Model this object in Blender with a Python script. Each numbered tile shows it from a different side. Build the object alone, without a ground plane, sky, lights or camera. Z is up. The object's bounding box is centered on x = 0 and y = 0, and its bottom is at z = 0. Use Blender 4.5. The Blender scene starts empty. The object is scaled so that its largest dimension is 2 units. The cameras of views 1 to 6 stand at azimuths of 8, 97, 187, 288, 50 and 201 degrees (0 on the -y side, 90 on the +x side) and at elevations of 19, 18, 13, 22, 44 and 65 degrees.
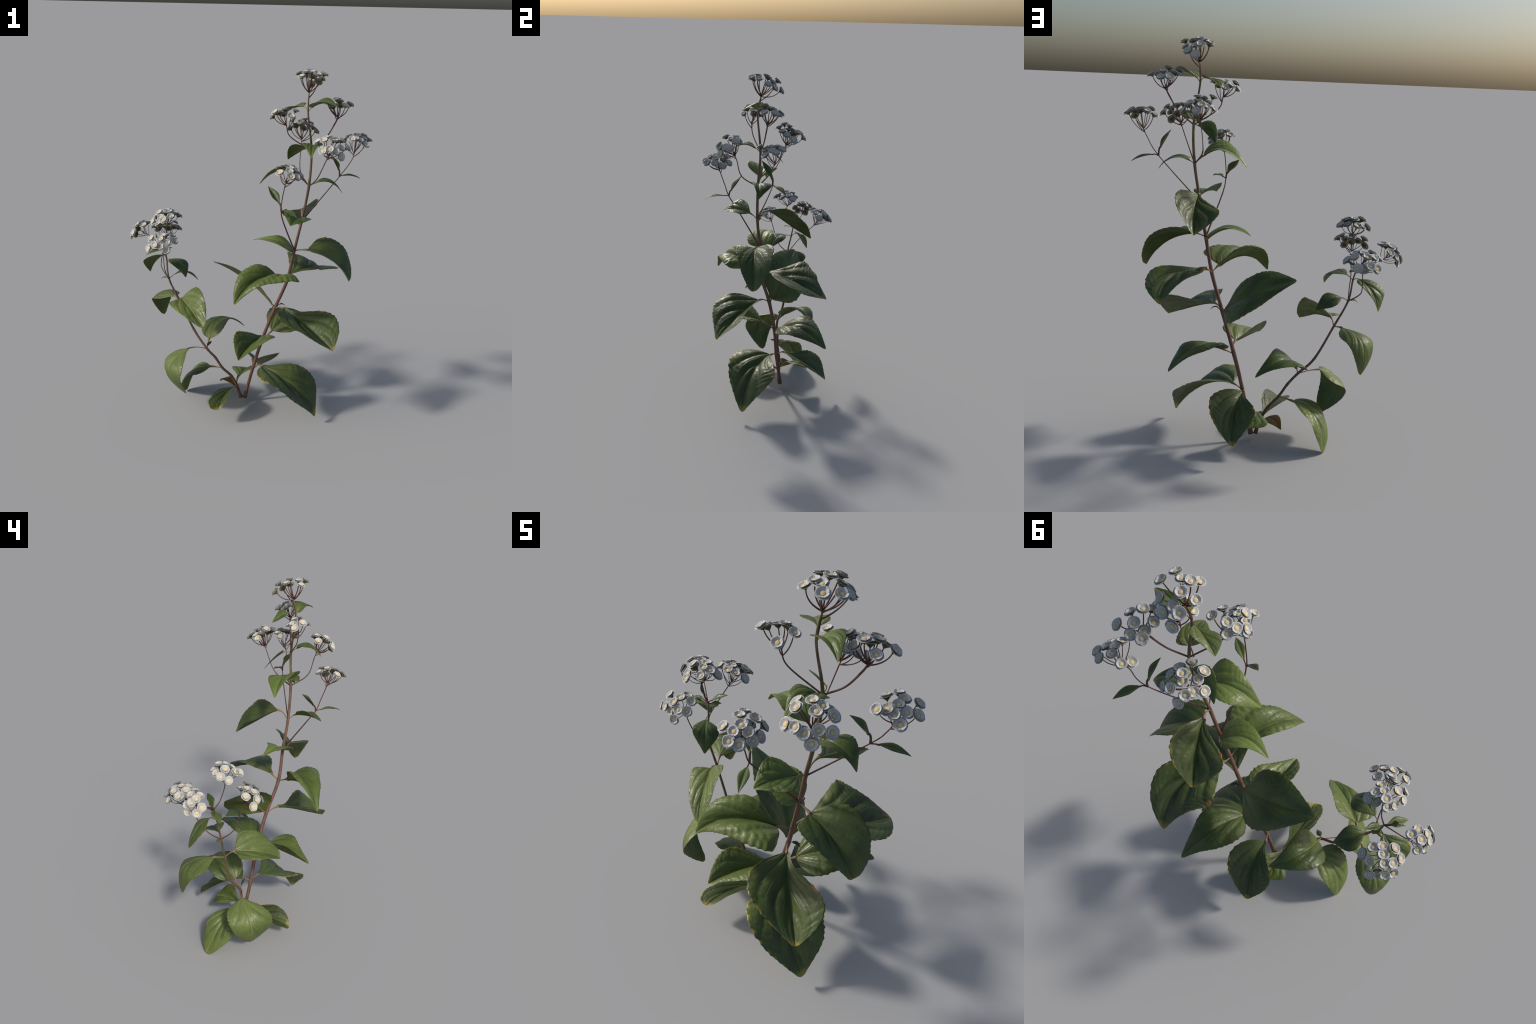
import bpy, math, random
import numpy as np
from mathutils import Vector, Matrix

random.seed(7)
rng = np.random.RandomState(7)
V = lambda *a: np.array(a, float)

# ------------------------------------------------------------------ helpers
def link(o, parent=None):
    bpy.context.scene.collection.objects.link(o)
    if parent is not None:
        o.parent = parent
    return o

def mesh_object(name, verts, faces, mats, parent=None, smooth=True, face_mats=None, attrs=None):
    me = bpy.data.meshes.new(name)
    me.from_pydata([tuple(v) for v in verts], [], faces)
    for m in mats:
        me.materials.append(m)
    if smooth:
        me.polygons.foreach_set("use_smooth", [True] * len(me.polygons))
    if face_mats is not None:
        me.polygons.foreach_set("material_index", face_mats)
    for k, a in (attrs or {}).items():
        at = me.attributes.new(k, "FLOAT", "POINT")
        at.data.foreach_set("value", np.asarray(a, dtype=np.float32))
    me.update()
    return link(bpy.data.objects.new(name, me), parent)

def unit(v):
    n = np.linalg.norm(v)
    return v / n if n > 1e-9 else v

def spline(pts, per=8, extra=None):
    """Catmull-Rom through the points; extra = per-point values carried along."""
    P = np.array(pts, float)
    X = P if extra is None else np.hstack([P, np.array(extra, float).reshape(len(P), -1)])
    X = np.vstack([2 * X[0] - X[1], X, 2 * X[-1] - X[-2]])
    out = []
    for i in range(1, len(X) - 2):
        a, b, c, d = X[i - 1], X[i], X[i + 1], X[i + 2]
        for u in np.linspace(0, 1, per, endpoint=False):
            out.append(0.5 * (2 * b + (c - a) * u + (2 * a - 5 * b + 4 * c - d) * u * u + (3 * b - a - 3 * c + d) * u ** 3))
    out.append(X[-2])
    out = np.array(out)
    return out[:, :3], (out[:, 3:] if extra is not None else None)

def frames(C):
    """Tangents and rotation-minimising normals along a polyline."""
    T = np.gradient(C, axis=0)
    T /= np.linalg.norm(T, axis=1)[:, None] + 1e-12
    a = V(0, 0, 1) if abs(T[0][2]) < 0.9 else V(1, 0, 0)
    N = [unit(np.cross(T[0], a))]
    for i in range(1, len(C)):
        n = N[-1] - T[i] * np.dot(N[-1], T[i])
        N.append(unit(n))
    N = np.array(N)
    return T, N, np.cross(T, N)

def tube_data(C, R, sides=10, ridge=0.0, nr=6, squash=None, close=True):
    """Vertices and faces of a tube with optional lengthwise ribs."""
    C = np.asarray(C, float)
    R = np.broadcast_to(np.asarray(R, float).reshape(-1), (len(C),)) if np.ndim(R) else np.full(len(C), R)
    T, N, B = frames(C)
    vs, fs = [], []
    for i in range(len(C)):
        for k in range(sides):
            a = 2 * math.pi * k / sides
            r = R[i] * (1 + ridge * math.cos(nr * a))
            sq = 1.0 if squash is None else squash[i]
            vs.append(C[i] + r * (math.cos(a) * N[i] * sq + math.sin(a) * B[i]))
    for i in range(len(C) - 1):
        for k in range(sides):
            k2 = (k + 1) % sides
            fs.append((i * sides + k, i * sides + k2, (i + 1) * sides + k2, (i + 1) * sides + k))
    if close:
        fs.append(tuple(range(sides - 1, -1, -1)))
        fs.append(tuple((len(C) - 1) * sides + k for k in range(sides)))
    return vs, fs

def merge(parts):
    vs, fs = [], []
    for v, f in parts:
        o = len(vs)
        vs += list(v)
        fs += [tuple(i + o for i in q) for q in f]
    return vs, fs

# ---------------------------------------------------------------- materials
class Nodes:
    def __init__(self, name):
        self.m = bpy.data.materials.new(name)
        self.m.use_nodes = True
        self.t = self.m.node_tree
        self.t.nodes.clear()
        self.out = self.n("ShaderNodeOutputMaterial")
    def n(self, kind, **kw):
        x = self.t.nodes.new(kind)
        for k, v in kw.items():
            setattr(x, k, v)
        return x
    def l(self, a, b):
        self.t.links.new(a, b)
    def put(self, sock, v):
        if hasattr(v, "is_output"):
            self.l(v, sock)
        elif isinstance(v, (tuple, list)) and len(v) == 3 and sock.type == "RGBA":
            sock.default_value = (*v, 1)
        else:
            sock.default_value = v
    def math(self, op, a, b=0.0, clamp=False):
        x = self.n("ShaderNodeMath", operation=op, use_clamp=clamp)
        self.put(x.inputs[0], a); self.put(x.inputs[1], b)
        return x.outputs[0]
    def mix(self, f, a, b, mode="MIX"):
        x = self.n("ShaderNodeMix", data_type="RGBA", blend_type=mode)
        self.put(x.inputs[0], f); self.put(x.inputs[6], a); self.put(x.inputs[7], b)
        return x.outputs[2]
    def ramp(self, v, lo, hi, a=0.0, b=1.0):
        x = self.n("ShaderNodeMapRange", interpolation_type="SMOOTHSTEP")
        self.put(x.inputs[0], v)
        for i, q in zip((1, 2, 3, 4), (lo, hi, a, b)):
            self.put(x.inputs[i], q)
        return x.outputs[0]
    def noise(self, scale, detail=3.0, rough=0.5, vec=None, w=None):
        x = self.n("ShaderNodeTexNoise", noise_dimensions="4D" if w is not None else "3D")
        x.inputs["Scale"].default_value = scale
        x.inputs["Detail"].default_value = detail
        x.inputs["Roughness"].default_value = rough
        if vec is not None: self.l(vec, x.inputs["Vector"])
        if w is not None: self.l(w, x.inputs["W"])
        return x.outputs["Fac"]
    def coords(self):
        return self.n("ShaderNodeTexCoord").outputs["Object"]
    def attr(self, name):
        return self.n("ShaderNodeAttribute", attribute_name=name).outputs["Fac"]
    def rand(self):
        return self.n("ShaderNodeObjectInfo").outputs["Random"]
    def bump(self, h, strength, dist):
        x = self.n("ShaderNodeBump")
        x.inputs["Strength"].default_value = strength
        x.inputs["Distance"].default_value = dist
        self.l(h, x.inputs["Height"])
        return x.outputs["Normal"]
    def finish(self, color, rough, normal=None, spec=0.5, trans=0.0, trans_color=None, sss=0.0):
        p = self.n("ShaderNodeBsdfPrincipled")
        self.put(p.inputs["Base Color"], color)
        self.put(p.inputs["Roughness"], rough)
        p.inputs["Specular IOR Level"].default_value = spec
        if normal is not None: self.l(normal, p.inputs["Normal"])
        sh = p.outputs[0]
        if trans:
            tr = self.n("ShaderNodeBsdfTranslucent")
            self.put(tr.inputs["Color"], trans_color if trans_color is not None else color)
            ms = self.n("ShaderNodeMixShader")
            ms.inputs[0].default_value = trans
            self.l(sh, ms.inputs[1]); self.l(tr.outputs[0], ms.inputs[2])
            sh = ms.outputs[0]
        self.l(sh, self.out.inputs[0])
        return self.m

def leaf_material(name, dark, mid, light, yellow, gloss=0.45, spot=0.0, trans=0.16):
    k = Nodes(name)
    t, s, r, co = k.attr("along"), k.attr("across"), k.rand(), k.coords()
    a = k.math("ABSOLUTE", s)
    n1 = k.noise(9.0, 4, 0.55, co, k.math("MULTIPLY", r, 20))
    n2 = k.noise(45.0, 3, 0.6, co)
    c = k.mix(k.ramp(n1, 0.32, 0.68), dark, mid)
    # paler zone towards the base and along the middle
    c = k.mix(k.math("MULTIPLY", k.ramp(t, 0.55, 0.0), 0.35), c, light)
    # lateral veins: dark blades between thin pale lines
    bend = k.math("MULTIPLY", k.math("POWER", a, 0.9), 0.74)
    ph = k.math("FRACT", k.math("ADD", k.math("MULTIPLY", k.math("SUBTRACT", t, bend), 2.7), 5.45))
    d = k.math("ABSOLUTE", k.math("SUBTRACT", ph, 0.5))
    vein = k.math("MULTIPLY", k.ramp(d, 0.05, 0.0), k.ramp(a, 0.98, 0.5))
    c = k.mix(k.math("MULTIPLY", vein, 0.38), c, light)
    rib = k.ramp(a, 0.05, 0.012)
    c = k.mix(k.math("MULTIPLY", rib, 0.55), c, light)
    c = k.mix(k.math("MULTIPLY", k.ramp(n2, 0.55, 0.75), 0.18), c, light)
    # darker rim, yellowing margin and tip
    c = k.mix(k.math("MULTIPLY", k.ramp(a, 0.90, 1.0), 0.35), c, (dark[0] * .6, dark[1] * .6, dark[2] * .6))
    n3 = k.noise(30.0, 2, 0.5, co)
    edge = k.math("MULTIPLY", k.ramp(a, 0.86, 1.0), k.math("MULTIPLY", k.ramp(n3, 0.47, 0.58), k.ramp(s, -0.4, 0.6, 0.30, 1.0)))
    tip = k.ramp(k.math("ADD", t, k.math("MULTIPLY", n3, 0.12)), 0.96, 1.06)
    ym = k.math("MULTIPLY", k.math("MAXIMUM", edge, tip), yellow, True)
    c = k.mix(ym, c, (0.32, 0.27, 0.045))
    if spot:
        dx = k.math("SUBTRACT", t, 0.44); dy = k.math("ADD", s, 0.95)
        q = k.math("ADD", k.math("MULTIPLY", dx, dx), k.math("MULTIPLY", k.math("MULTIPLY", dy, dy), 0.6))
        q = k.math("ADD", q, k.math("MULTIPLY", k.math("SUBTRACT", n3, 0.5), 0.006))
        c = k.mix(k.math("MULTIPLY", k.ramp(q, 0.0035, 0.0015), spot), c, (0.34, 0.17, 0.03))
    # brightness varies from leaf to leaf
    hs = k.n("ShaderNodeHueSaturation")
    k.l(c, hs.inputs["Color"])
    k.l(k.ramp(r, 0, 1, 0.85, 1.15), hs.inputs["Value"])
    c = hs.outputs[0]
    b = k.math("ADD", k.math("MULTIPLY", n2, 0.5), k.math("MULTIPLY", k.noise(160, 2, 0.5, co), 0.35))
    vo = k.n("ShaderNodeTexVoronoi", feature="DISTANCE_TO_EDGE")
    vo.inputs["Scale"].default_value = 42.0
    k.l(co, vo.inputs["Vector"])
    net = k.ramp(vo.outputs["Distance"], 0.0, 0.30)
    b = k.math("ADD", k.math("MULTIPLY", b, 0.6), k.math("MULTIPLY", net, 0.30))
    b = k.math("SUBTRACT", b, k.math("ADD", k.math("MULTIPLY", vein, 0.9), k.math("MULTIPLY", rib, 0.9)))
    nb = k.bump(b, 0.42, 0.0028)
    tc = k.mix(0.5, c, (0.30, 0.42, 0.04))
    return k.finish(c, k.ramp(n2, 0.35, 0.65, gloss - 0.07, gloss + 0.10), nb, 0.5, trans, tc)

LEAF = {
    "dark": leaf_material("leaf_dark_green", (0.046, 0.068, 0.020), (0.082, 0.113, 0.030), (0.150, 0.185, 0.062), 0.9, spot=0.9),
    "plain": leaf_material("leaf_mid_green", (0.052, 0.082, 0.020), (0.094, 0.137, 0.032), (0.17, 0.21, 0.068), 0.25, gloss=0.42),
    "light": leaf_material("leaf_light_green", (0.078, 0.112, 0.027), (0.128, 0.172, 0.045), (0.21, 0.25, 0.090), 0.5, gloss=0.42, trans=0.2),
    "bright": leaf_material("leaf_bright_green", (0.108, 0.155, 0.034), (0.168, 0.228, 0.056), (0.24, 0.28, 0.10), 0.45, gloss=0.42, trans=0.25),  # greens lightened to paint in the sunlit look of the large left leaf
    "orange": leaf_material("leaf_turning_orange", (0.10, 0.085, 0.015), (0.24, 0.12, 0.014), (0.26, 0.15, 0.03), 0.2),
}

def stem_material(name, a, b, c, streak=120.0, split=None):
    k = Nodes(name)
    co = k.coords()
    mp = k.n("ShaderNodeMapping"); mp.inputs["Scale"].default_value = (1, 1, 0.07)
    k.l(co, mp.inputs["Vector"])
    n = k.noise(streak, 4, 0.6, mp.outputs[0])
    n2 = k.noise(8, 3, 0.5, co)
    col = k.mix(k.ramp(n, 0.35, 0.65), a, b)
    col = k.mix(k.math("MULTIPLY", k.ramp(n2, 0.45, 0.75), 0.5), col, c)
    if split is not None:
        z0, z1, up = split
        sx = k.n("ShaderNodeSeparateXYZ"); k.l(co, sx.inputs[0])
        upc = k.mix(k.ramp(n, 0.40, 0.60), (up[0] * .45, up[1] * .42, up[2] * .42), up)
        col = k.mix(k.ramp(sx.outputs[2], z0, z1), col, upc)
    return k.finish(col, 0.55, k.bump(n, 0.4, 0.003), 0.4)

M_STEM = stem_material("stem_red_brown", (0.105, 0.050, 0.036), (0.185, 0.095, 0.070), (0.15, 0.085, 0.06), split=(1.05, 1.45, (0.17, 0.125, 0.07)))
M_SIDE = stem_material("side_stem_brown", (0.095, 0.050, 0.035), (0.165, 0.092, 0.062), (0.15, 0.09, 0.06), split=(0.40, 0.8, (0.17, 0.12, 0.07)))
M_TWIG = stem_material("twig_dark_red", (0.060, 0.025, 0.020), (0.125, 0.055, 0.042), (0.10, 0.05, 0.035), streak=200)
M_PET = stem_material("petiole_tan", (0.17, 0.095, 0.05), (0.26, 0.165, 0.085), (0.21, 0.15, 0.07), streak=200)

def petal_material():
    k = Nodes("petal_white")
    co = k.coords()
    g = k.n("ShaderNodeSeparateXYZ"); k.l(co, g.inputs[0])
    n = k.noise(700, 2, 0.5, co)
    c = k.mix(k.ramp(n, 0.3, 0.7), (0.52, 0.52, 0.51), (0.65, 0.65, 0.64))
    return k.finish(c, 0.6, None, 0.25, 0.18, (0.62, 0.62, 0.60))
def disc_material():
    k = Nodes("disc_yellow")
    n = k.noise(900, 3, 0.6, k.coords())
    c = k.mix(k.ramp(n, 0.35, 0.65), (0.56, 0.43, 0.20), (0.80, 0.66, 0.36))
    return k.finish(c, 0.7, k.bump(n, 0.6, 0.002), 0.2)
def calyx_material():
    k = Nodes("calyx_olive")
    n = k.noise(350, 3, 0.6, k.coords())
    c = k.mix(k.ramp(n, 0.35, 0.65), (0.035, 0.030, 0.010), (0.13, 0.12, 0.035))
    return k.finish(c, 0.6, None, 0.3)
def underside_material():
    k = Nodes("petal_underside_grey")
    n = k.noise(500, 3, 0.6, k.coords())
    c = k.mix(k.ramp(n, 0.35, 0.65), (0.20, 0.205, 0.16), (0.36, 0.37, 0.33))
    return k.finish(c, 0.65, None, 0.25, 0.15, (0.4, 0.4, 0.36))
M_PETAL, M_DISC, M_CALYX, M_UNDER = petal_material(), disc_material(), calyx_material(), underside_material()

# --------------------------------------------------------------- the plant
plant = link(bpy.data.objects.new("flowering_plant", None))
plant["label"] = "two leaning stems with dark leaves and small white daisy clusters"
plant["category"] = "flowering plant"

# main stem: nodes from the ground up, and the side stem
MAIN = [V(.017, .075, .030), V(.033, .068, .100), V(.070, .051, .256), V(.122, .041, .445), V(.192, .012, .654), V(.261, -.032, .845), V(.297, -.038, 1.029),
        V(.331, -.050, 1.200), V(.362, -.046, 1.394), V(.367, -.035, 1.585), V(.343, -.058, 1.785), V(.342, -.041, 1.884)]
SIDE = [V(-.006, .066, .030), V(-.014, .064, .060), V(-.031, .060, .113), V(-.064, .055, .176), V(-.116, .038, .234), V(-.157, .032, .300), V(-.207, .022, .360),
        V(-.290, .051, .460), V(-.378, .055, .640), V(-.440, .054, .774), V(-.457, .074, .887), V(-.473, .084, .950)]
RM = [.0140, .0102, .0097, .0100, .0096, .0092, .0084, .0076, .0072, .0062, .0042, .0034]
RS = [.0120, .0094, .0084, .0074, .0070, .0068, .0066, .0062, .0056, .0050, .0042, .0036]

def stem(name, pts, rad, mat):
    C, R = spline(pts, 8, rad)
    R = R[:, 0]
    # slight swelling at each joint, cut foot
    for i in range(2, len(pts) - 1):
        j = i * 8
        for o in (-1, 0, 1):
            R[j + o] *= 1.14 if o == 0 else 1.05
    vs, fs = tube_data(C, R, 18, 0.05, 6)
    return mesh_object(name, vs, fs, [mat], plant)

main_stem = stem("main_stem", MAIN, RM, M_STEM)
side_stem = stem("side_stem", SIDE, RS, M_SIDE)

# ------------------------------------------------------------------- leaves
SHAPES = {  # half-width along the blade: rounded base, nearly straight sides to the tip
    "ovate": ([0, .03, .10, .20, .30, .42, .56, .70, .84, .93, .98, 1.0], [.10, .36, .71, .94, 1.0, .95, .79, .57, .325, .17, .085, .02]),
    "heart": ([0, .03, .10, .20, .30, .42, .56, .70, .84, .93, .98, 1.0], [.14, .56, .90, 1.0, 1.0, .93, .76, .55, .32, .165, .085, .02]),
    "round": ([0, .03, .10, .20, .30, .42, .56, .70, .84, .93, .98, 1.0], [.14, .50, .85, .98, 1.0, .97, .88, .72, .50, .31, .17, .04]),
    "lance": ([0, .03, .10, .20, .30, .42, .56, .70, .84, .93, .98, 1.0], [.10, .30, .58, .86, 1.0, .96, .80, .57, .32, .17, .09, .02]),
}
def smooth_interp(x, xs, ys):
    xs, ys = np.array(xs), np.array(ys)
    m = np.gradient(ys, xs)
    i = np.clip(np.searchsorted(xs, x, side="right") - 1, 0, len(xs) - 2)
    h = xs[i + 1] - xs[i]; u = (x - xs[i]) / h
    return (2 * u**3 - 3 * u**2 + 1) * ys[i] + (u**3 - 2 * u**2 + u) * h * m[i] + (-2 * u**3 + 3 * u**2) * ys[i + 1] + (u**3 - u**2) * h * m[i + 1]

def warp(t, peak, home=0.30):
    """Move the widest place of the outline from `home` to `peak`."""
    g = math.log(home) / math.log(peak)
    return t ** g

def leaf(P, B, T, L, R, M=None, kind="plain", shape="ovate", dome=0.07, vee=0.05, relief=1.0, teeth=0.055, curl=0.0,
         petiole=.0034, res=(72, 40), pm=None, sag=0.0, wave=.05, sheath=False):
    """One leaf: P joint on the stem, B blade base, T tip, L/R widest points of the margin, M a point on the midrib."""
    P, B, T, L, R = (np.array(q, float) for q in (P, B, T, L, R))
    ax = T - B; ln = np.linalg.norm(ax); ax = ax / ln
    n0 = unit(np.cross(R - L, ax))
    wid = np.linalg.norm(R - L)
    tl, tr = (float(np.clip(np.dot(q - B, ax) / ln, .14, .62)) for q in (L, R))
    if M is None:
        tm = 0.5 * (tl + tr)
        mid = 0.5 * (L + R)
        M = B + ax * ln * tm + n0 * (np.dot(mid - B, n0) - vee * wid)
        lat = unit(np.cross(n0, ax))
        M = M + lat * 0.35 * np.dot(mid - M, lat)
    M = np.array(M, float)
    u = np.linalg.norm(M - B) / (np.linalg.norm(M - B) + np.linalg.norm(T - M))
    K = (M - (1 - u) ** 2 * B - u * u * T) / (2 * u * (1 - u))
    nt, ns = res
    t = np.linspace(0, 1, nt)
    C = ((1 - t) ** 2)[:, None] * B + (2 * t * (1 - t))[:, None] * K + (t * t)[:, None] * T
    tip = rng.uniform(-.25, .35)
    C = C - n0 * (sag * ln * t ** 3)[:, None] - n0 * (tip * ln * np.clip(t - .78, 0, 1) ** 2 * (1 - t) * 6)[:, None]
    Tg = np.gradient(C, axis=0); Tg /= np.linalg.norm(Tg, axis=1)[:, None]
    # frames carried along the midrib from the widest place
    i0 = int(round(0.5 * (tl + tr) * (nt - 1)))
    N = np.zeros_like(C)
    N[i0] = unit(n0 - Tg[i0] * np.dot(n0, Tg[i0]))
    for i in list(range(i0 + 1, nt)):
        N[i] = unit(N[i - 1] - Tg[i] * np.dot(N[i - 1], Tg[i]))
    for i in range(i0 - 1, -1, -1):
        N[i] = unit(N[i + 1] - Tg[i] * np.dot(N[i + 1], Tg[i]))
    S = np.cross(Tg, N)  # points to the right
    def local(q, tw):
        i = int(round(tw * (nt - 1)))
        d = q - C[i]
        return V(np.dot(d, Tg[i]), np.dot(d, S[i]), np.dot(d, N[i]))
    sides = {-1: (local(L, tl), tl), 1: (local(R, tr), tr)}
    xs, ys = SHAPES[shape]
    seed = rng.rand() * 10
    top = np.zeros((nt, ns + 1, 3)); across = np.linspace(-1, 1, ns + 1)
    # rows crowd slightly towards the margin so the rim is smooth
    across = np.sign(across) * np.abs(across) ** 0.9
    for sgn, (a, tw) in sides.items():
        w = smooth_interp(warp(t, tw), xs, ys)
        pk = smooth_interp(np.array([warp(np.array([tw]), tw)[0]]), xs, ys)[0]
        w = w / pk
        if teeth:
            w = w * (1 + teeth * (np.abs(((t * 15 + seed + .3 * np.sin(9 * t)) % 1) - 0.3) - 0.3) * (t > .08) * (t < .95))
        w = w * (1 + .016 * np.sin(41 * t + seed * sgn) * np.sin(17 * t + 2 * seed) * np.clip(8 * t, 0, 1) * np.clip(10 * (1 - t), 0, 1))
        half = np.linalg.norm(a)
        for j, s in enumerate(across):
            if s * sgn < 0 or (s == 0 and sgn == 1):
                continue
            q = abs(s)
            h = dome * half * 4 * q * (1 - q) * w - curl * half * w * q ** 4
            # quilted blade: veins run forward from the midrib, blades swell between them
            bend = 0.74 * q ** 0.9
            ph = (t - bend) * 2.7 + 0.45 + 0.17 * np.sin(5 * q + 3 * t + seed) * q
            puff = np.abs(np.sin(math.pi * ph)) ** 0.65
            ph2 = (t + 0.15 * q) * 7.5 + 0.9 * np.sin(6 * t + 3 * q + seed)
            outer = np.clip((q - .38) / .3, 0, 1)
            small = np.abs(np.sin(math.pi * ph2)) ** .6
            fade = np.minimum(1, q * 8) * (1 - q ** 6) * (1 - .7 * t ** 3)
            rel = relief * half * (0.085 * (puff - 0.65) * (1 - .35 * outer) + (0.034 + .014 * np.sin(3 * seed + 7 * t)) * (small - .55) * outer) * fade
            rel = rel + relief * half * wave * np.sin(11 * t + 2.1 * sgn + seed) * q ** 3
            rel = rel * np.clip(w, 0, 1)
            rel -= relief * half * 0.055 * np.exp(-(q / 0.06) ** 2) * np.clip(w, 0, 1)
            # forward/back shear of the margin fades in from the base
            top[:, j] = C + (w * q)[:, None] * (Tg * a[0] * (0.4 + 0.6 * q) + S * a[1] + N * a[2]) + N * (h + rel)[:, None]
    # thickness
    du = np.gradient(top, axis=0); dv = np.gradient(top, axis=1)
    nn = np.cross(dv, du); nn /= np.linalg.norm(nn, axis=2)[:, :, None] + 1e-9
    th = 0.0016
    rim = (1 - np.abs(across) ** 6)[None, :, None] * 0.8 + 0.2
    bot = top - nn * th * rim
    W = ns + 1
    vs = np.vstack([top.reshape(-1, 3), bot.reshape(-1, 3)])
    o = nt * W
    fs = []
    for i in range(nt - 1):
        for j in range(ns):
            q = (i * W + j, i * W + j + 1, (i + 1) * W + j + 1, (i + 1) * W + j)
            fs.append(q)
            fs.append(tuple(x + o for x in reversed(q)))
        fs.append((i * W, (i + 1) * W, (i + 1) * W + o, i * W + o))
        fs.append((i * W + ns, i * W + ns + o, (i + 1) * W + ns + o, (i + 1) * W + ns))
    for j in range(ns):
        fs.append((j, j + o, j + 1 + o, j + 1))
        e = (nt - 1) * W
        fs.append((e + j, e + j + 1, e + j + 1 + o, e + j + o))
    al = np.repeat(t, W); ac = np.tile(across, nt)
    ob = mesh_object("leaf", vs, fs, [LEAF[kind]], plant, attrs={"along": np.concatenate([al, al]), "across": np.concatenate([ac, ac])})
    # petiole, running on as the midrib on the underside
    if petiole:
        k = unit(B - P)
        g = np.linalg.norm(B - P)
        mid = 0.5 * (P + B) + (k - Tg[0]) * 0.18 * g if pm is None else np.array(pm, float)
        idx = [i for i in (1, int(nt * .12), int(nt * .3), int(nt * .5), int(nt * .72))]
        jm = int(np.argmin(np.abs(across)))
        path = [P, mid, B - Tg[0] * 0.004] + [bot[i, jm] - nn[i, jm] * 0.0002 for i in idx]
        wing = 1.0 if sheath else 2.0 if petiole > .0021 else 1.2
        rr = [petiole * 1.1, petiole * .95, petiole * wing, petiole * 1.15, petiole * .62, petiole * .46, petiole * .34, petiole * .2]
        Cp, Rp = spline(path, 5, rr)
        pv, pf = tube_data(Cp, Rp[:, 0], 8)
        mesh_object("petiole", pv, pf, [M_PET if petiole > .0012 and not sheath else M_TWIG], ob)
    return ob

m = MAIN[1:]
# lowest pairs of the main stem
leaf(m[1], (.130, .022, .278), (.458, -.101, .048), (.399, .069, .254), (.178, -.201, .292), (.306, -.071, .223), "dark", dome=.035)
leaf(m[1], (.059, .100, .270), (.060, .367, .101), (-.032, .289, .243), (.203, .222, .271), (.083, .221, .217), "dark", dome=.035)
leaf(m[2], (.128, -.030, .493), (.038, -.300, .463), (.211, -.131, .539), (.000, -.158, .563), (.080, -.150, .492), "light", teeth=.07, dome=.10)
leaf(m[2], (.172, .083, .484), (.376, .370, .457), (.145, .240, .558), (.331, .091, .509), None, "plain", dome=.10, vee=.02)
leaf(m[3], (.249, -.044, .683), (.544, -.240, .542), (.542, -.096, .681), (.280, -.277, .697), (.399, -.147, .625), "dark", dome=.035)
leaf(m[3], (.179, .023, .670), (-.189, .120, .876), (.026, -.028, .862), (.060, .201, .696), (-.016, .094, .812), "plain", shape="heart", relief=.4)
leaf(m[4], (.280, .019, .876), (.421, .362, .783), (.238, .233, .930), (.530, .160, .878), (.412, .184, .870), "dark", dome=.035)
leaf(m[4], (.237, -.092, .873), (.017, -.331, .804), (.319, -.242, .920), (.050, -.196, .962), (.122, -.220, .908), "bright", teeth=.07, dome=.22, shape="heart")
leaf(m[5], (.374, -.052, 1.042), (.604, -.031, .868), (.520, .068, 1.066), (.445, -.150, 1.050), (.465, -.045, 1.018), "plain", shape="round", relief=.5, dome=.05)
leaf(m[5], (.286, -.012, 1.025), (.061, .011, 1.059), (.265, -.115, 1.055), (.230, .037, 1.079), (.200, -.036, 1.077), "bright", teeth=.07, relief=.55)
leaf(m[6], (.326, .018, 1.251), (.292, .251, 1.095), (.192, .154, 1.194), (.401, .173, 1.264), (.321, .118, 1.193), "dark", dome=.035)
leaf(m[6], (.339, -.091, 1.235), (.292, -.253, 1.231), (.391, -.171, 1.246), (.250, -.150, 1.290), None, "plain", petiole=.0024, vee=.12)
leaf(m[7], (.398, -.038, 1.416), (.539, -.019, 1.364), (.454, .041, 1.425), (.405, -.085, 1.427), None, "plain", relief=.5, petiole=.0022, vee=-.05)
leaf(m[7], (.317, -.040, 1.437), (.097, -.032, 1.392), (.268, -.118, 1.507), (.217, .040, 1.474), None, "bright", teeth=.04, relief=.6, petiole=.0024, vee=.10)
leaf(m[8], (.373, -.065, 1.611), (.380, -.207, 1.577), (.427, -.066, 1.627), (.320, -.116, 1.635), None, "light", petiole=.002, vee=.0)
leaf(m[8], (.338, .006, 1.586), (.235, .076, 1.510), (.265, -.004, 1.607), (.285, .045, 1.550), None, "plain", relief=.3, petiole=.002, vee=0)
leaf(m[9], (.360, -.058, 1.811), (.495, -.114, 1.824), (.417, -.021, 1.856), (.352, -.093, 1.829), None, "light", teeth=.07, relief=.7, petiole=.002, vee=.1)
leaf(m[9], (.315, -.028, 1.812), (.221, .038, 1.769), (.224, -.023, 1.802), (.316, .020, 1.826), None, "light", teeth=.07, relief=.7, petiole=.002, vee=.1)
leaf(m[3], (.205, .018, .668), (.253, .028, .669), (.228, .030, .685), (.228, .010, .685), None, "plain", petiole=.001, res=(14, 10), shape="lance")
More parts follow.
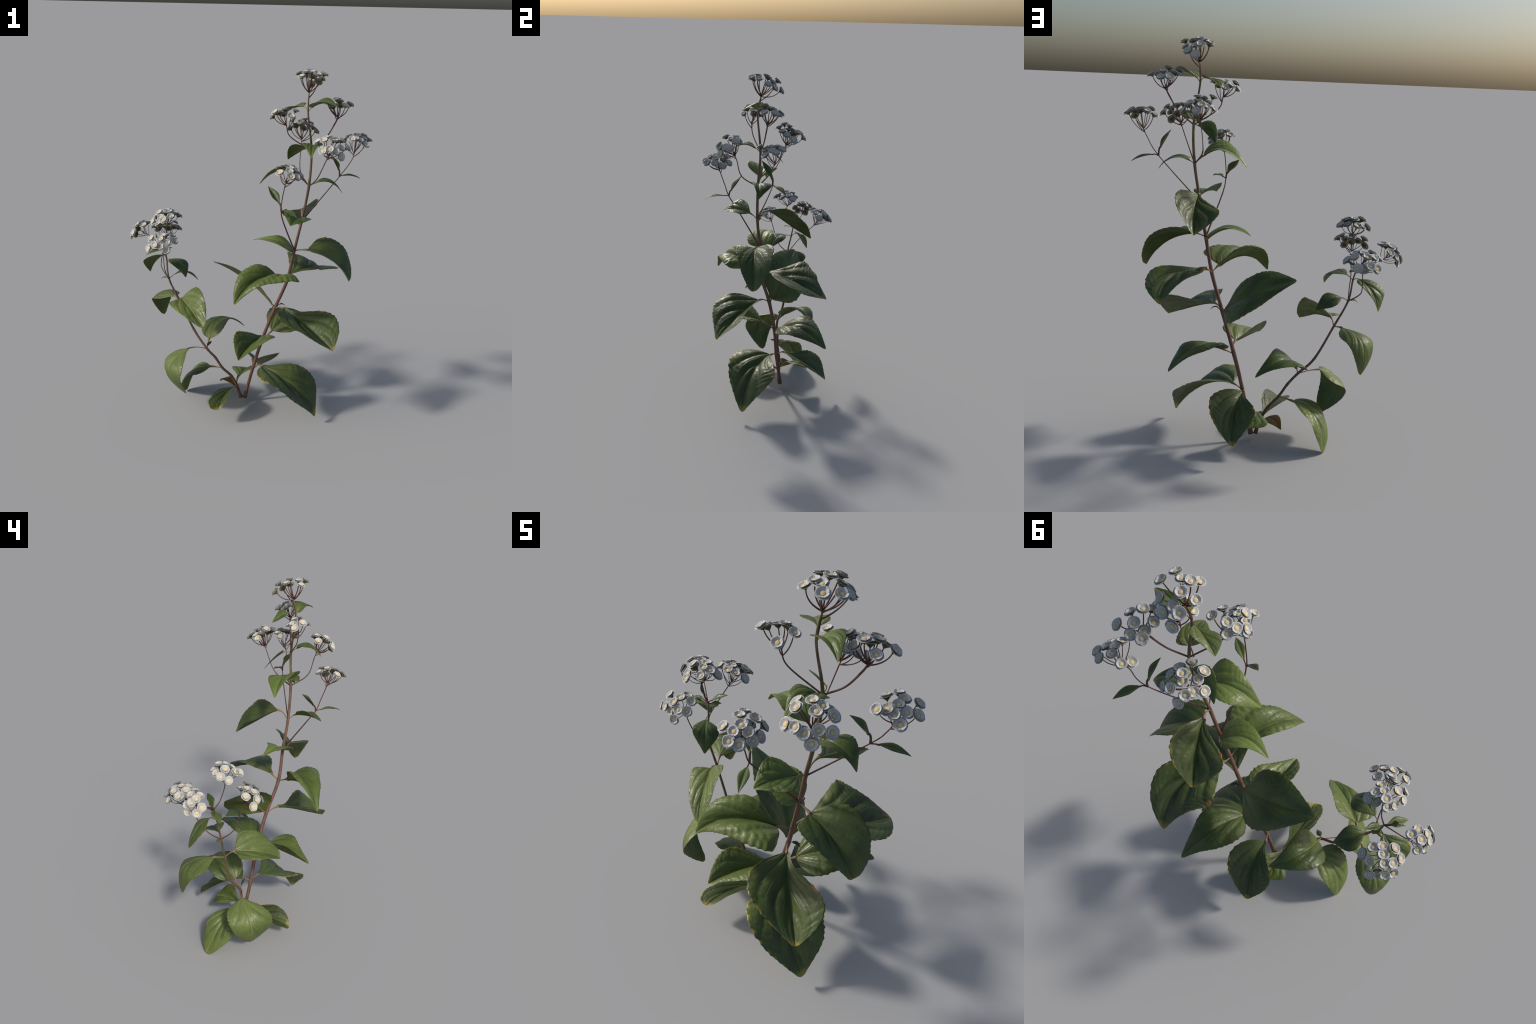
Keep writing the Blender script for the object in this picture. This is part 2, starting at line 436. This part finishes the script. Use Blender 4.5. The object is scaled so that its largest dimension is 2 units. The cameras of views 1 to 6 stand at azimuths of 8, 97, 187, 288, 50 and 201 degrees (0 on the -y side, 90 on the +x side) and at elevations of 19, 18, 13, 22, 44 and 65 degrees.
# side stem
s = SIDE[1:]
leaf(s[1], (-.026, .048, .110), (-.086, -.237, .111), (-.020, -.142, .180), (-.150, -.174, .140), (-.079, -.140, .132), "dark", dome=.035, teeth=.07, shape="round")
leaf(s[1], (-.029, .075, .153), (.010, .243, .143), (-.085, .211, .155), (.078, .172, .201), None, "light", vee=.10)
leaf(s[1], (-.044, .058, .108), (-.145, .130, .094), (-.120, .065, .140), (-.065, .130, .130), None, "orange", relief=.4, vee=0, petiole=.002)
leaf(s[3], (-.192, .060, .225), (-.363, .154, .002), (-.311, -.018, .182), (-.292, .176, .172), (-.288, .085, .190), "light", shape="round")
leaf(s[5], (-.314, -.027, .373), (-.316, -.086, .109), (-.312, -.206, .290), (-.445, .002, .292), None, "light", shape="round", relief=.6, vee=-.12, petiole=.0026)
leaf(s[5], (-.200, .055, .413), (-.023, .260, .419), (-.257, .178, .454), (-.108, .063, .498), (-.134, .190, .490), "plain", relief=.5)
leaf(s[5], (-.203, .018, .375), (-.177, .005, .420), (-.202, .005, .402), (-.182, .022, .398), None, "plain", petiole=.001, res=(14, 10))
leaf(s[7], (-.353, .006, .675), (-.184, -.192, .592), (-.239, -.022, .753), (-.400, -.075, .660), (-.271, -.102, .652), "light", shape="round")
leaf(s[7], (-.421, .103, .651), (-.524, .235, .467), (-.568, .130, .607), (-.440, .235, .628), (-.526, .228, .618), "light", shape="round", relief=.6)
leaf(s[8], (-.408, .083, .798), (-.289, .153, .743), (-.383, .177, .782), (-.333, .083, .816), None, "plain", relief=.4, vee=0, petiole=.002)
leaf(s[8], (-.455, .056, .780), (-.488, .059, .770), (-.472, .048, .784), (-.470, .068, .782), None, "plain", petiole=.001, res=(14, 10))
leaf(s[9], (-.426, .038, .903), (-.312, -.053, .832), (-.327, .038, .896), (-.403, -.051, .909), None, "plain", relief=.4, vee=-.05, petiole=.002)
leaf(s[9], (-.484, .105, .902), (-.586, .172, .768), (-.597, .093, .871), (-.493, .156, .885), (-.531, .136, .878), "dark", petiole=.002)

def bract(P, B, T, w, up=(0, 0, 1), kind="plain", vee=.12, r=.0028, bow=.10):
    """Small narrow leaf with a brown sheath at its foot."""
    P, B, T = (np.array(q, float) for q in (P, B, T))
    ax = unit(T - B)
    side = unit(np.cross(ax, np.array(up, float)))
    n = np.cross(side, ax)
    mid = B + (T - B) * .42 + n * bow * np.linalg.norm(T - B)
    return leaf(P, B, T, mid - side * w, mid + side * w, mid - n * vee * w * 2, kind, shape="lance", relief=.15, petiole=r, res=(24, 12), dome=.15, sheath=True)

n5, n6 = V(.518, .053, 1.436), V(.239, -.231, 1.305)
bract(n5, n5 + V(-.006, -.006, .040), (.473, -.012, 1.560), .019, up=(.5, .2, .8), r=.0045, vee=.3)
bract(n5, n5 + V(.022, .010, .006), (.628, .136, 1.412), .020)
bract(n6, n6 + V(-.010, .010, .032), (.160, -.168, 1.413), .022, up=(.3, -.7, .6), r=.0045, vee=.3)
bract(n6, n6 + V(.018, -.022, .006), (.331, -.348, 1.302), .020)
n7 = SIDE[-1]
bract(n7, n7 + V(.012, .012, .012), (-.405, .147, 1.001), .019)
bract(n7, n7 + V(-.012, -.010, -.006), (-.562, .015, .924), .022, kind="light")
bract(n7, (-.498, .084, .974), (-.524, .088, 1.036), .012, up=(-.6, -.2, .5), r=.0045, vee=.3)
bract(n7, n7 + V(.006, .012, -.010), (-.438, .134, .940), .015)
bract(n7, n7 + V(-.018, -.006, .004), (-.558, .055, .945), .012)

# ------------------------------------------------------------------ flowers
def petal_ring(n, r0, r1, z0, z1, zt, w, jag, seed, thick=.0007, lift=0.0):
    """Ring of n overlapping petals; each a small curved tongue with thickness."""
    rr = np.random.RandomState(seed)
    parts, lows = [], []
    for k in range(n):
        a0 = 2 * math.pi * k / n + rr.uniform(-.05, .05)
        ru = r1 * rr.uniform(.95, 1.05); zz = zt + rr.uniform(-.0005, .0005)
        nu, nv = 5, 4
        grid = []
        for i in range(nu + 1):
            u = i / nu
            r = r0 + (ru - r0) * u
            z = z0 + (z1 - z0) * u + (zz - z1) * u ** 2.5
            half = w * (0.55 + 0.75 * u - 0.42 * u ** 4) * r1
            row = []
            for j in range(nv + 1):
                v = -1 + 2 * j / nv
                back = jag * (v * v) * r1 * u ** 4
                x, y = r - back, v * half
                zc = z + .0005 * v * (1 if k % 2 else -1) - .0006 * v * v + lift * k % 2
                row.append(V(x * math.cos(a0) - y * math.sin(a0), x * math.sin(a0) + y * math.cos(a0), zc))
            grid.append(row)
        G = np.array(grid)
        top = G.reshape(-1, 3); bot = top - V(0, 0, thick)
        vs = list(top) + list(bot); Wd = nv + 1; o = len(top); fs = []; low = []
        for i in range(nu):
            for j in range(nv):
                q = (i * Wd + j, (i + 1) * Wd + j, (i + 1) * Wd + j + 1, i * Wd + j + 1)
                fs.append(q); low.append(tuple(x + o for x in reversed(q)))
            fs.append((i * Wd, i * Wd + o, (i + 1) * Wd + o, (i + 1) * Wd))
            fs.append((i * Wd + nv, (i + 1) * Wd + nv, (i + 1) * Wd + nv + o, i * Wd + nv + o))
        e = nu * Wd
        for j in range(nv):
            fs.append((e + j, e + j + o, e + j + 1 + o, e + j + 1))
        parts.append((vs, fs)); lows.append((vs, low))
    return merge(parts), merge(lows)

def revolve(profile, seg=20, wob=0.0, seed=0):
    rr = np.random.RandomState(seed)
    vs, fs = [], []
    for r, z in profile:
        for k in range(seg):
            a = 2 * math.pi * k / seg
            q = r * (1 + wob * rr.uniform(-1, 1))
            vs.append(V(q * math.cos(a), q * math.sin(a), z))
    for i in range(len(profile) - 1):
        for k in range(seg):
            k2 = (k + 1) % seg
            fs.append((i * seg + k, i * seg + k2, (i + 1) * seg + k2, (i + 1) * seg + k))
    return vs, fs

def flower_mesh(seed):
    """Head: olive cup below, two tiers of broad white rays forming a shallow bowl, pale yellow disc."""
    R = .0232
    calyx = revolve([(.0016, -.014), (.0035, -.0125), (.0066, -.0092), (.0092, -.0050), (.0106, -.0014), (.0090, -.0004), (.003, .0003)], 14, .05, seed)
    sep = petal_ring(9, .005, .0138, -.0078, -.0026, -.0012, .32, .35, seed + 50, .0006)
    outer = petal_ring(11, .0060, R, -.0014, .0016, .0034, .40, .10, seed)
    inner = petal_ring(10, .0055, R * .80, .0004, .0050, .0092, .40, .08, seed + 9)
    dome = [(.0084 * math.cos(a), .0016 + .0028 * math.sin(a)) for a in np.linspace(0, math.pi / 2 * .98, 6)]
    disc = revolve([(.0080, .0002)] + dome, 16, .06, seed)
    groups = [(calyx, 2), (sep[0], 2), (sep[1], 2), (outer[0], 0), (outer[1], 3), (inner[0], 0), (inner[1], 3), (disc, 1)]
    vs, fs, mi = [], [], []
    for (v, f), mt in groups:
        o = len(vs); vs += v; fs += [tuple(i + o for i in q) for q in f]; mi += [mt] * len(f)
    me = bpy.data.meshes.new("flower")
    me.from_pydata([tuple(v) for v in vs], [], fs)
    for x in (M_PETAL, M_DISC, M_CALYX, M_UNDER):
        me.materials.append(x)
    me.polygons.foreach_set("material_index", mi)
    me.polygons.foreach_set("use_smooth", [True] * len(fs))
    me.update()
    return me
HEADS = [flower_mesh(s) for s in (3, 14, 25, 36)]

def cluster(path, radii, J, heads, stalk=.0020, seed=0, size=1.0):
    """Flower cluster: twig from the stem to the hub J, curved stalks fanning out to the flower heads."""
    rr = np.random.RandomState(100 + seed)
    J = np.array(J, float); heads = np.array(heads, float)
    C, R = spline([np.array(p, float) for p in path] + [J], 8, radii)
    axis = unit(unit(heads.mean(0) - J) * .8 + V(0, 0, 1) * .2)
    tubes = [tube_data(C, R[:, 0], 10)]
    tubes.append(tube_data([J - unit(C[-1] - C[-3]) * .006, J, J + axis * .006, J + axis * .016], [radii[-1] * .9, radii[-1] * 1.35, radii[-1] * 1.3, stalk * .8], 8))
    back = -unit(C[-1] - C[-4])
    placed = []
    for p in heads:
        out = p - J
        lat = out - axis * np.dot(out, axis)
        wide = np.linalg.norm(lat) / np.linalg.norm(out)
        nrm = unit(unit(out) + axis * .30 + V(rr.uniform(-.12, .12), rr.uniform(-.12, .12), 0))
        start = J + back * (rr.choice([0, .004, .014, .026]) if wide > .6 else 0) + axis * .004 * (wide < .5)
        foot = p - nrm * .0135 * size
        ln = np.linalg.norm(foot - start)
        ctl = foot - unit(nrm + axis * .9) * ln * .50
        u = np.linspace(0, 1, 9)[:, None]
        Cs = (1 - u) ** 2 * start + 2 * u * (1 - u) * ctl + u * u * foot
        tubes.append(tube_data(Cs, np.linspace(stalk * 1.15, stalk * .85, 9), 6))
        placed.append((p, nrm))
    vs, fs = merge(tubes)
    ob = mesh_object("flower_cluster", vs, fs, [M_TWIG], plant)
    for p, nrm in placed:
        me = HEADS[rr.randint(len(HEADS))]
        f = link(bpy.data.objects.new("flower", me), ob)
        rot = Vector(nrm).to_track_quat("Z", "Y").to_matrix().to_4x4()
        sc = size * rr.uniform(.92, 1.06)
        f.matrix_local = Matrix.Translation(Vector(p - nrm * .002)) @ rot @ Matrix.Rotation(rr.uniform(0, 6.28), 4, "Z") @ Matrix.Scale(sc, 4)
    return ob

cluster([m[9]], [.0036, .0030], m[10], [
         (0.336, -0.014, 1.990), (0.417, -0.043, 1.979), (0.287, -0.011, 1.975), (0.320, 0.044, 1.964), (0.385, -0.087, 1.982),
         (0.382, 0.036, 1.932), (0.340, 0.067, 1.915), (0.306, -0.086, 1.968), (0.402, 0.003, 1.952), (0.350, 0.022, 1.958),
         (0.353, -0.063, 1.989), (0.325, -0.065, 1.988)],
        stalk=.0025, seed=1, size=1.0)
cluster([m[8], (.260, -.094, 1.662)], [.0034, .0027, .0027], (.238, -.106, 1.722), [
         (0.183, -0.142, 1.791), (0.226, -0.082, 1.798), (0.218, -0.057, 1.770), (0.165, -0.103, 1.764), (0.193, -0.083, 1.780),
         (0.266, -0.145, 1.776), (0.282, -0.091, 1.798)],
        stalk=.0022, seed=2, size=1.0)
cluster([m[8], (.435, -.009, 1.647), (.479, .010, 1.722)], [.0036, .0034, .0040, .0034], (.493, .017, 1.755), [
         (0.552, 0.062, 1.820), (0.501, 0.076, 1.808), (0.497, 0.047, 1.834), (0.533, 0.002, 1.820), (0.469, -0.027, 1.827),
         (0.440, 0.019, 1.830), (0.464, 0.048, 1.804), (0.429, -0.009, 1.841), (0.485, -0.005, 1.852),
         (0.459, 0.080, 1.810)],
        stalk=.0023, seed=3, size=1.0)
cluster([m[7], (.315, .003, 1.447), (.301, .049, 1.503)], [.0040, .0036, .0022, .0024], (.302, .100, 1.621), [
         (0.338, 0.163, 1.697), (0.302, 0.190, 1.664), (0.264, 0.103, 1.701), (0.300, 0.055, 1.717), (0.375, 0.145, 1.660),
         (0.234, 0.122, 1.672), (0.266, 0.142, 1.683), (0.362, 0.106, 1.684), (0.340, 0.080, 1.700), (0.313, 0.113, 1.727),
         (0.284, 0.169, 1.690), (0.307, 0.129, 1.707), (0.248, 0.079, 1.726)],
        stalk=.0021, seed=4, size=1.0)
cluster([m[7], (.409, -.129, 1.456), (.449, -.151, 1.549)], [.0036, .0030, .0025, .0026], (.463, -.163, 1.584), [
         (0.439, -0.251, 1.626), (0.527, -0.197, 1.634), (0.502, -0.231, 1.624), (0.488, -0.175, 1.669), (0.531, -0.143, 1.664),
         (0.440, -0.213, 1.673), (0.557, -0.170, 1.632), (0.405, -0.178, 1.658), (0.529, -0.223, 1.596), (0.503, -0.133, 1.659),
         (0.450, -0.157, 1.678), (0.486, -0.147, 1.675), (0.474, -0.243, 1.635)],
        stalk=.0021, seed=5, size=1.0)
cluster([m[6], n5, (.576, .051, 1.525)], [.0036, .0022, .0022, .0025], (.589, .071, 1.565), [
         (0.661, 0.082, 1.638), (0.598, 0.085, 1.658), (0.634, 0.112, 1.651), (0.644, 0.026, 1.619), (0.636, 0.058, 1.644),
         (0.531, 0.078, 1.631), (0.617, 0.024, 1.641), (0.591, 0.020, 1.647), (0.576, -0.011, 1.652), (0.555, 0.106, 1.647),
         (0.604, 0.054, 1.657)],
        stalk=.0019, seed=6, size=1.0)
cluster([m[5], (.246, -.178, 1.228), n6, (.245, -.253, 1.369)], [.0042, .0034, .0030, .0026, .0026], (.263, -.283, 1.462), [
         (0.238, -0.334, 1.523), (0.249, -0.277, 1.547), (0.285, -0.297, 1.542), (0.297, -0.357, 1.513), (0.302, -0.220, 1.507),
         (0.322, -0.252, 1.494), (0.285, -0.241, 1.539), (0.276, -0.256, 1.516), (0.322, -0.337, 1.506),
         (0.226, -0.239, 1.529), (0.287, -0.329, 1.533), (0.316, -0.294, 1.531), (0.337, -0.292, 1.509)],
        stalk=.0020, seed=7, size=1.0)
cluster([n7, (-.450, .061, .992), (-.446, .039, 1.079)], [.0034, .0026, .0024, .0024], (-.438, .053, 1.109), [
         (-0.412, 0.015, 1.166), (-0.431, 0.044, 1.185), (-0.461, 0.091, 1.158), (-0.383, 0.080, 1.157), (-0.510, 0.040, 1.148),
         (-0.460, -0.018, 1.164), (-0.481, 0.027, 1.180), (-0.486, 0.074, 1.153), (-0.414, 0.085, 1.161), (-0.442, -0.036, 1.158),
         (-0.402, 0.058, 1.180), (-0.447, 0.074, 1.186), (-0.510, -0.003, 1.136)],
        stalk=.0016, seed=8, size=1.02)
cluster([n7, (-.573, .131, 1.006)], [.0030, .0019, .0020], (-.603, .127, 1.020), [
         (-0.652, 0.076, 1.038), (-0.584, 0.139, 1.088), (-0.602, 0.107, 1.075), (-0.649, 0.156, 1.035), (-0.671, 0.094, 1.012),
         (-0.655, 0.129, 1.056), (-0.660, 0.147, 1.004), (-0.624, 0.182, 1.060),
         (-0.624, 0.145, 1.080), (-0.640, 0.112, 1.072)],
        stalk=.0014, seed=9, size=1.02)
cluster([s[8], (-.487, .091, .815), (-.504, .124, .855)], [.0034, .0028, .0024, .0024], (-.501, .237, .977), [
         (-0.478, 0.325, 1.009), (-0.565, 0.286, 1.002), (-0.462, 0.287, 1.052), (-0.428, 0.258, 1.028), (-0.573, 0.231, 1.038),
         (-0.540, 0.205, 1.058), (-0.491, 0.215, 1.057), (-0.518, 0.277, 1.052), (-0.503, 0.245, 1.058), (-0.534, 0.309, 1.018),
         (-0.508, 0.307, 1.004),
         (-0.458, 0.230, 1.055), (-0.549, 0.264, 1.048)],
        stalk=.0016, seed=10, size=1.05)
cluster([s[8], (-.441, -.004, .827), (-.444, -.032, .891)], [.0034, .0026, .0024, .0024], (-.437, -.064, 1.002), [
         (-0.467, -0.134, 1.039), (-0.387, -0.056, 1.080), (-0.502, -0.131, 1.018), (-0.366, -0.094, 1.057), (-0.498, -0.089, 1.061),
         (-0.404, -0.112, 1.051), (-0.441, -0.108, 1.066), (-0.439, -0.074, 1.075), (-0.434, -0.130, 1.032), (-0.399, -0.139, 1.015),
         (-0.435, -0.042, 1.072)],
        stalk=.0016, seed=11, size=1.02)
